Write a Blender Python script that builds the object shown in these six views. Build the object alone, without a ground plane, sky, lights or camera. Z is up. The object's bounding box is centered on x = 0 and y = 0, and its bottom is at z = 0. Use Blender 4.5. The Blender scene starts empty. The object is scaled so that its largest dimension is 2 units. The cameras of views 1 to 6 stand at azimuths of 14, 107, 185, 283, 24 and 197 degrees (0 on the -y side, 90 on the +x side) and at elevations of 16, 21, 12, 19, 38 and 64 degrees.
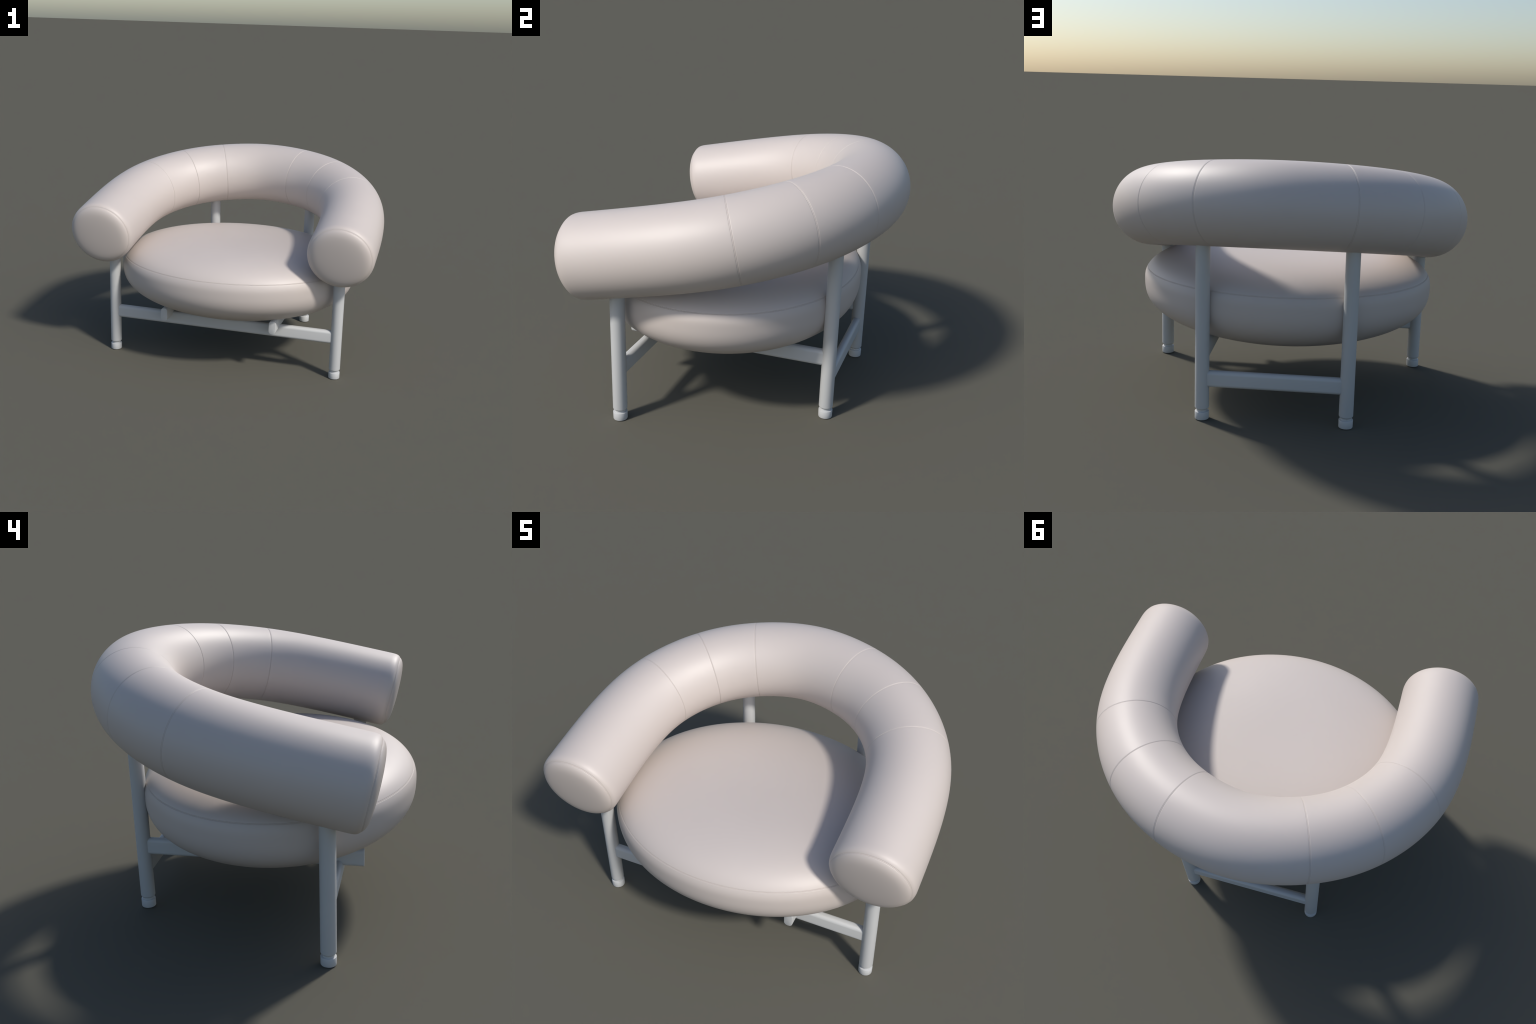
"""Low lounge armchair: a fat tubular bolster bent into a horseshoe (back and arms in one),
a round pillow seat, four slim round legs with turned feet, and flat stretcher rails."""
import bpy, math
from mathutils import Vector

# ------------------------------------------------------------------ sizes (metres)
BOLSTER_R = 0.2106                 # radius of the bent roll
BOLSTER_SLOPE = 0.220              # its plane rises towards the back: z = BOLSTER_Z + slope * y
BOLSTER_Z = 1.0020
# plan (x, y) of half the roll's axis, from the middle of the back to the end of one arm
BOLSTER_PLAN = [(0.0, 0.5915), (0.2393, 0.5495), (0.4524, 0.4447), (0.6229, 0.2818),
                (0.7362, 0.0741), (0.7817, -0.1551), (0.7908, -0.3915), (0.7880, -0.6345)]
BOLSTER_SEAMS = (0.311, 0.609, 0.914)   # arc length from the middle of the back
CAP_PROFILE = [(0.0, 0.1940), (0.0070, 0.1875), (0.0132, 0.1790), (0.0190, 0.1665), (0.0240, 0.1485),
               (0.0280, 0.1220), (0.0310, 0.0870), (0.0328, 0.0450), (0.0334, 0.0)]
SHOULDER = [(-0.0460, 0.2106), (-0.0340, 0.2100), (-0.0240, 0.2086), (-0.0156, 0.2064), (-0.0090, 0.2025), (-0.0040, 0.1982)]

SEAT_Y, SEAT_Z = -0.1100, 0.611    # centre of the pillow, at its widest line
SEAT_RX, SEAT_RY = 0.8075, 0.6885
# half-profiles above and below the widest line: rho^a + (h / H)^b = 1
SEAT_UP = dict(H=0.187, a=3.7, b=2.2)
SEAT_DOWN = dict(H=0.354, a=1.28, b=2.93)
SEAT_SAG = -0.02                    # the belly leans this much forward (negative: back) per metre of depth
SEAT_SEAM_H = 0.057                # height of the piped seam above the widest line

LEG_R = 0.0366
FRONT_LEG = (0.770, -0.449)
BACK_LEG = (0.369, 0.531)
RAIL_W, RAIL_H = 0.045, 0.087

# ------------------------------------------------------------------ materials
def fabric_material():
    m = bpy.data.materials.new("leather_cover"); m.use_nodes = True
    nt = m.node_tree; b = nt.nodes["Principled BSDF"]
    tc = nt.nodes.new("ShaderNodeTexCoord")
    n = nt.nodes.new("ShaderNodeTexNoise"); n.inputs["Scale"].default_value = 3.0; n.inputs["Detail"].default_value = 2.0
    r = nt.nodes.new("ShaderNodeValToRGB")
    r.color_ramp.elements[0].position = 0.3; r.color_ramp.elements[1].position = 0.7
    r.color_ramp.elements[0].color = (0.572, 0.505, 0.464, 1)
    r.color_ramp.elements[1].color = (0.580, 0.513, 0.472, 1)
    nt.links.new(tc.outputs["Object"], n.inputs["Vector"])
    nt.links.new(n.outputs["Fac"], r.inputs["Fac"]); nt.links.new(r.outputs["Color"], b.inputs["Base Color"])
    b.inputs["Roughness"].default_value = 0.54
    b.inputs["Specular IOR Level"].default_value = 0.9
    return m

def metal_material():
    m = bpy.data.materials.new("painted_frame"); m.use_nodes = True
    nt = m.node_tree; b = nt.nodes["Principled BSDF"]
    tc = nt.nodes.new("ShaderNodeTexCoord")
    n = nt.nodes.new("ShaderNodeTexNoise"); n.inputs["Scale"].default_value = 4.0
    r = nt.nodes.new("ShaderNodeValToRGB")
    r.color_ramp.elements[0].position = 0.3; r.color_ramp.elements[1].position = 0.7
    r.color_ramp.elements[0].color = (0.532, 0.535, 0.530, 1)
    r.color_ramp.elements[1].color = (0.540, 0.543, 0.538, 1)
    nt.links.new(tc.outputs["Object"], n.inputs["Vector"])
    nt.links.new(n.outputs["Fac"], r.inputs["Fac"]); nt.links.new(r.outputs["Color"], b.inputs["Base Color"])
    b.inputs["Roughness"].default_value = 0.5
    return m

LEATHER, PAINT = fabric_material(), metal_material()

# ------------------------------------------------------------------ helpers
def make(name, verts, faces, mat, parent, smooth=True, sharp_angle=None):
    me = bpy.data.meshes.new(name); me.from_pydata([tuple(v) for v in verts], [], faces); me.update()
    me.materials.append(mat)
    me.polygons.foreach_set("use_smooth", [smooth] * len(me.polygons))
    if sharp_angle:
        me.set_sharp_from_angle(angle=math.radians(sharp_angle))
    ob = bpy.data.objects.new(name, me); bpy.context.scene.collection.objects.link(ob)
    ob.parent = parent
    return ob

def place_copy(ob, location, parent):
    c = ob.copy(); bpy.context.scene.collection.objects.link(c); c.location = location; c.parent = parent
    return c

def rings_to_mesh(rings, closed_loop=False):
    """Quads between successive rings; a one-vertex ring is a pole."""
    verts, faces, base = [], [], []
    for r in rings:
        base.append(len(verts)); verts += r
    pairs = list(zip(range(len(rings)), range(1, len(rings))))
    if closed_loop:
        pairs.append((len(rings) - 1, 0))
    for a, b in pairs:
        na, nb = len(rings[a]), len(rings[b])
        n = max(na, nb)
        for i in range(n):
            j = (i + 1) % n
            A, B = base[a], base[b]
            if na == 1:
                faces.append((A, B + j, B + i))
            elif nb == 1:
                faces.append((A + i, A + j, B))
            else:
                faces.append((A + i, A + j, B + j, B + i))
    return verts, faces

def natural_spline(pts):
    n = len(pts); d = [0.0] * n; M = [0.0] * n; cp = [0.0] * n; dp = [0.0] * n
    for i in range(1, n - 1):
        rhs = 6 * (pts[i - 1] - 2 * pts[i] + pts[i + 1]); den = 4 - cp[i - 1]
        cp[i] = 1 / den; dp[i] = (rhs - dp[i - 1]) / den
    for i in range(n - 2, 0, -1):
        M[i] = dp[i] - cp[i] * M[i + 1]
    def f(u):
        i = min(max(int(u), 0), n - 2); t = u - i; a = 1 - t
        return a * pts[i] + t * pts[i + 1] + ((a**3 - a) * M[i] + (t**3 - t) * M[i + 1]) / 6
    return f

chair = bpy.data.objects.new("lounge_armchair", None)
bpy.context.scene.collection.objects.link(chair)
chair["label"] = "pale round armchair with horseshoe bolster and pillow seat"
chair["category"] = "armchair"

# ------------------------------------------------------------------ horseshoe bolster
half = BOLSTER_PLAN
plan = [(-x, y) for x, y in half[:0:-1]] + half
fx, fy = natural_spline([p[0] for p in plan]), natural_spline([p[1] for p in plan])
STEPS = 4000
axis = []
for i in range(STEPS + 1):
    u = i / STEPS * (len(plan) - 1); y = fy(u)
    axis.append(Vector((fx(u), y, BOLSTER_Z + BOLSTER_SLOPE * y)))
length = [0.0]
for a, b in zip(axis, axis[1:]):
    length.append(length[-1] + (b - a).length)
HALF = length[-1] / 2
UPN = Vector((0, -BOLSTER_SLOPE, 1)).normalized()      # normal of the bolster's plane

def axis_at(s):
    """Point and tangent at signed arc length s from the middle of the back (straight past the ends)."""
    t = s + HALF
    if t <= 0:
        d = (axis[1] - axis[0]).normalized(); return axis[0] + d * t, d
    if t >= length[-1]:
        d = (axis[-1] - axis[-2]).normalized(); return axis[-1] + d * (t - length[-1]), d
    lo, hi = 0, STEPS
    while hi - lo > 1:
        m = (lo + hi) // 2
        if length[m] <= t: lo = m
        else: hi = m
    f = (t - length[lo]) / (length[hi] - length[lo])
    d = (axis[min(hi + 2, STEPS)] - axis[max(lo - 2, 0)]).normalized()
    return axis[lo].lerp(axis[hi], f), d

AROUND = 144
def bolster_ring(s, r):
    if r <= 1e-6:
        return [axis_at(s)[0]]
    p, t = axis_at(s)
    side = t.cross(UPN).normalized()
    return [p + side * (r * math.cos(a)) + UPN * (r * math.sin(a))
            for a in (2 * math.pi * k / AROUND for k in range(AROUND))]

# cover panels dip into the seam at each end: (distance from seam, depth)
SEAM_EDGE = [(0.0020, 0.0013), (0.0024, 0.0006), (0.0029, 0.0002), (0.0036, 0.00005), (0.0075, 0.0)]
# the thin piping that fills the seam: (offset along the surface, depth)
PIPING = [(-0.0020, 0.0013), (-0.0016, 0.0006), (-0.0009, 0.0002), (0.0, 0.0001), (0.0009, 0.0002),
          (0.0016, 0.0006), (0.0020, 0.0013), (0.0, 0.0045)]

stops = [-s for s in reversed(BOLSTER_SEAMS)] + list(BOLSTER_SEAMS)
bounds = [None] + stops + [None]
def shoulder_stations(sign):
    """Rounded end of the roll, up to the seam of the end cap."""
    out = [(sign * (HALF + d), r) for d, r in SHOULDER]
    out += [(sign * (HALF - 0.0024), 0.1963), (sign * (HALF - 0.0018), 0.1945)]
    return out

backrest = None
panels = []
for a, b in zip(bounds, bounds[1:]):
    st = []
    if a is None:
        st += list(reversed(shoulder_stations(-1))); lo = -HALF - SHOULDER[0][0]
    else:
        st += [(a + o, BOLSTER_R - d) for o, d in SEAM_EDGE]; lo = a + 0.0075
    tail = []
    if b is None:
        tail = shoulder_stations(1); hi = HALF + SHOULDER[0][0]
    else:
        tail = [(b - o, BOLSTER_R - d) for o, d in reversed(SEAM_EDGE)]; hi = b - 0.0075
    n = max(2, int((hi - lo) / 0.018))
    st += [(lo + (hi - lo) * k / n, BOLSTER_R) for k in range(1, n)]
    st += tail
    panels.append(st)

def add_bolster_part(name, stations, parent):
    v, f = rings_to_mesh([bolster_ring(s, r) for s, r in stations])
    return make(name, v, f, LEATHER, parent)

mid = len(panels) // 2
backrest = add_bolster_part("backrest", panels[mid], chair)
for i, st in enumerate(panels):
    if i == mid:
        continue
    name = "armrest" if i in (0, len(panels) - 1) else "backrest_panel"
    add_bolster_part(name, st, chair if name == "armrest" else backrest)
for s in stops:
    v, f = rings_to_mesh([bolster_ring(s + o, BOLSTER_R - d) for o, d in PIPING], closed_loop=True)
    make("seam_piping", v, f, LEATHER, backrest)

armrests = [o for o in chair.children if o.name.startswith("armrest")]
for sign, arm in zip((-1, 1), armrests):
    # domed end cap, its rim tucked into the seam; a thin piping ring covers the joint
    prof = []
    for (d0, r0), (d1, r1) in zip(CAP_PROFILE, CAP_PROFILE[1:]):
        for k in range(4):
            prof.append((d0 + (d1 - d0) * k / 4, r0 + (r1 - r0) * k / 4))
    fr = natural_spline([r for _, r in CAP_PROFILE]); fd = natural_spline([d for d, _ in CAP_PROFILE])
    m = (len(CAP_PROFILE) - 1) * 4
    st = [(0.0014, 0.1918), (0.0020, 0.1921)]
    for k in range(2, m):
        u = k / 4; st.append((fd(u), fr(u)))
    st.append((CAP_PROFILE[-1][0], 0.0))
    v, f = rings_to_mesh([bolster_ring(sign * (HALF + d), r) for d, r in st])
    make("end_cap", v, f, LEATHER, arm)
    ring = [(-0.0018, 0.1945), (-0.0013, 0.1950), (-0.0002, 0.1940), (0.0009, 0.1927), (0.0014, 0.1918),
            (0.0010, 0.1900), (-0.0026, 0.1890)]
    v, f = rings_to_mesh([bolster_ring(sign * (HALF + d), r) for d, r in ring], closed_loop=True)
    make("cap_piping", v, f, LEATHER, arm)

# ------------------------------------------------------------------ pillow seat
MEAN_R = (SEAT_RX + SEAT_RY) / 2
# dense profile curve (radius, height), bottom pole to top pole
curve = []
N = 3000
for k in range(N + 1):
    a = -math.pi / 2 + math.pi * k / N
    sn, side = math.sin(a), (SEAT_UP if k >= N // 2 else SEAT_DOWN)
    h = math.copysign(abs(sn) ** (2 / side["b"]) * side["H"], sn)
    curve.append((abs(math.cos(a)) ** (2 / side["a"]) * MEAN_R, h))
clen = [0.0]
for a, b in zip(curve, curve[1:]):
    clen.append(clen[-1] + math.hypot(b[0] - a[0], b[1] - a[1]))

def seat_point(s, depth):
    lo, hi = 0, N
    while hi - lo > 1:
        m = (lo + hi) // 2
        if clen[m] <= s: lo = m
        else: hi = m
    f = (s - clen[lo]) / max(clen[hi] - clen[lo], 1e-12)
    r = curve[lo][0] + f * (curve[hi][0] - curve[lo][0]); h = curve[lo][1] + f * (curve[hi][1] - curve[lo][1])
    i, j = max(lo - 2, 0), min(hi + 2, N)
    tr, th = curve[j][0] - curve[i][0], curve[j][1] - curve[i][1]; q = math.hypot(tr, th)
    return r - depth * th / q, h + depth * tr / q

SEAT_AROUND = 192
def seat_ring(s, depth):
    r, h = seat_point(s, depth)
    if r < 1e-4:
        return [Vector((0, SEAT_Y - SEAT_SAG * max(-h, 0.0), SEAT_Z + h))]
    y0 = SEAT_Y - SEAT_SAG * max(-h, 0.0)
    return [Vector(((SEAT_RX * r / MEAN_R) * math.cos(a), y0 + (SEAT_RY * r / MEAN_R) * math.sin(a), SEAT_Z + h))
            for a in (2 * math.pi * k / SEAT_AROUND for k in range(SEAT_AROUND))]

seam_k = min(range(N // 2, N), key=lambda k: abs(curve[k][1] - SEAT_SEAM_H) )
seam_s = clen[seam_k]; total = clen[-1]
def span(a, b, n):
    return [a + (b - a) * k / n for k in range(n + 1)]
lower = [(s, 0.0) for s in span(0.0, seam_s - 0.0075, 70)[:-1]] + [(seam_s - o, d) for o, d in reversed(SEAM_EDGE)]
upper = [(seam_s + o, d) for o, d in SEAM_EDGE] + [(s, 0.0) for s in span(seam_s + 0.0075, total, 60)[1:]]
v, f = rings_to_mesh([seat_ring(s, d) for s, d in lower])
seat = make("seat_cushion", v, f, LEATHER, chair)
v, f = rings_to_mesh([seat_ring(s, d) for s, d in upper])
make("seat_top_panel", v, f, LEATHER, seat)
v, f = rings_to_mesh([seat_ring(seam_s + o, d) for o, d in PIPING], closed_loop=True)
make("seat_piping", v, f, LEATHER, seat)

# ------------------------------------------------------------------ legs with turned feet
def lathe(name, profile, parent, location, mat=PAINT, segments=48):
    rings = []
    for r, z in profile:
        rings.append([Vector((0, 0, z))] if r < 1e-6 else
                     [Vector((r * math.cos(2 * math.pi * k / segments), r * math.sin(2 * math.pi * k / segments), z))
                      for k in range(segments)])
    v, f = rings_to_mesh(rings)
    ob = make(name, v, f, mat, parent, sharp_angle=38)
    ob.location = location
    return ob

def leg_profile(top):
    return [(0.0, 0.036), (0.0275, 0.036), (0.0278, 0.0530), (0.0310, 0.0545), (0.0345, 0.0585), (LEG_R - 0.0004, 0.0612),
            (LEG_R, 0.0635), (LEG_R, top * 0.5), (LEG_R, top - 0.002), (LEG_R - 0.002, top), (0.0, top)]

FOOT = [(0.0, 0.0), (0.0335, 0.0), (0.0355, 0.0010), (0.0363, 0.0030), (0.0365, 0.0395), (0.0356, 0.0412),
        (0.0340, 0.0418), (0.0260, 0.0420), (0.0, 0.0420)]

for (lx, ly), top in ((FRONT_LEG, 0.86), (BACK_LEG, 1.06)):
    leg0 = foot0 = None
    for sx in (-1, 1):
        loc = (sx * lx, ly, 0.0)
        if leg0 is None:
            leg0 = leg = lathe("leg", leg_profile(top), chair, loc)
            foot0 = lathe("foot", FOOT, leg, (0, 0, 0))
        else:
            leg = place_copy(leg0, loc, chair)
            place_copy(foot0, (0, 0, 0), leg)

# ------------------------------------------------------------------ stretcher rails
def rail(name, a, b, parent, cap_bevel=0.0015):
    """Flat bar with rounded (stadium-like) section from point a to point b, upright."""
    a, b = Vector(a), Vector(b); t = (b - a).normalized(); side = t.cross(Vector((0, 0, 1))).normalized()
    w, h, q = RAIL_W / 2, RAIL_H / 2, 0.0195
    sec = []
    for cx, cz, a0 in ((w - q, h - q, 0), (-(w - q), h - q, 90), (-(w - q), -(h - q), 180), (w - q, -(h - q), 270)):
        for k in range(11):
            an = math.radians(a0 + 9 * k)
            sec.append((cx + q * math.cos(an), cz + q * math.sin(an)))
    L = (b - a).length
    rings = []
    for d, sh in ((0, cap_bevel), (cap_bevel * 0.3, cap_bevel * 0.3), (cap_bevel, 0), (L / 2, 0), (L - cap_bevel, 0), (L - cap_bevel * 0.3, cap_bevel * 0.3), (L, cap_bevel)):
        k = 1 - sh / w; kz = 1 - sh / h
        rings.append([a + t * d + side * (x * k) + Vector((0, 0, z * kz)) for x, z in sec])
    rings = [[a]] + rings + [[b]]
    v, f = rings_to_mesh(rings)
    return make(name, v, f, PAINT, parent, sharp_angle=50)

rail("stretcher", (-FRONT_LEG[0], FRONT_LEG[1], 0.281), (FRONT_LEG[0], FRONT_LEG[1], 0.281), chair)
rail("stretcher", (-BACK_LEG[0], BACK_LEG[1], 0.217), (BACK_LEG[0], BACK_LEG[1], 0.217), chair)
for sx in (-1, 1):
    rail("side_rail", (sx * 0.3695, BACK_LEG[1], 0.338), (sx * 0.3695, -0.572, 0.338), chair)

# outward-facing normals everywhere
import bmesh
for ob in list(bpy.data.objects):
    if ob.type == 'MESH':
        me = ob.data
        if me.get("oriented"):
            continue
        bm = bmesh.new(); bm.from_mesh(me); bmesh.ops.recalc_face_normals(bm, faces=bm.faces); bm.to_mesh(me); bm.free()
        me["oriented"] = 1
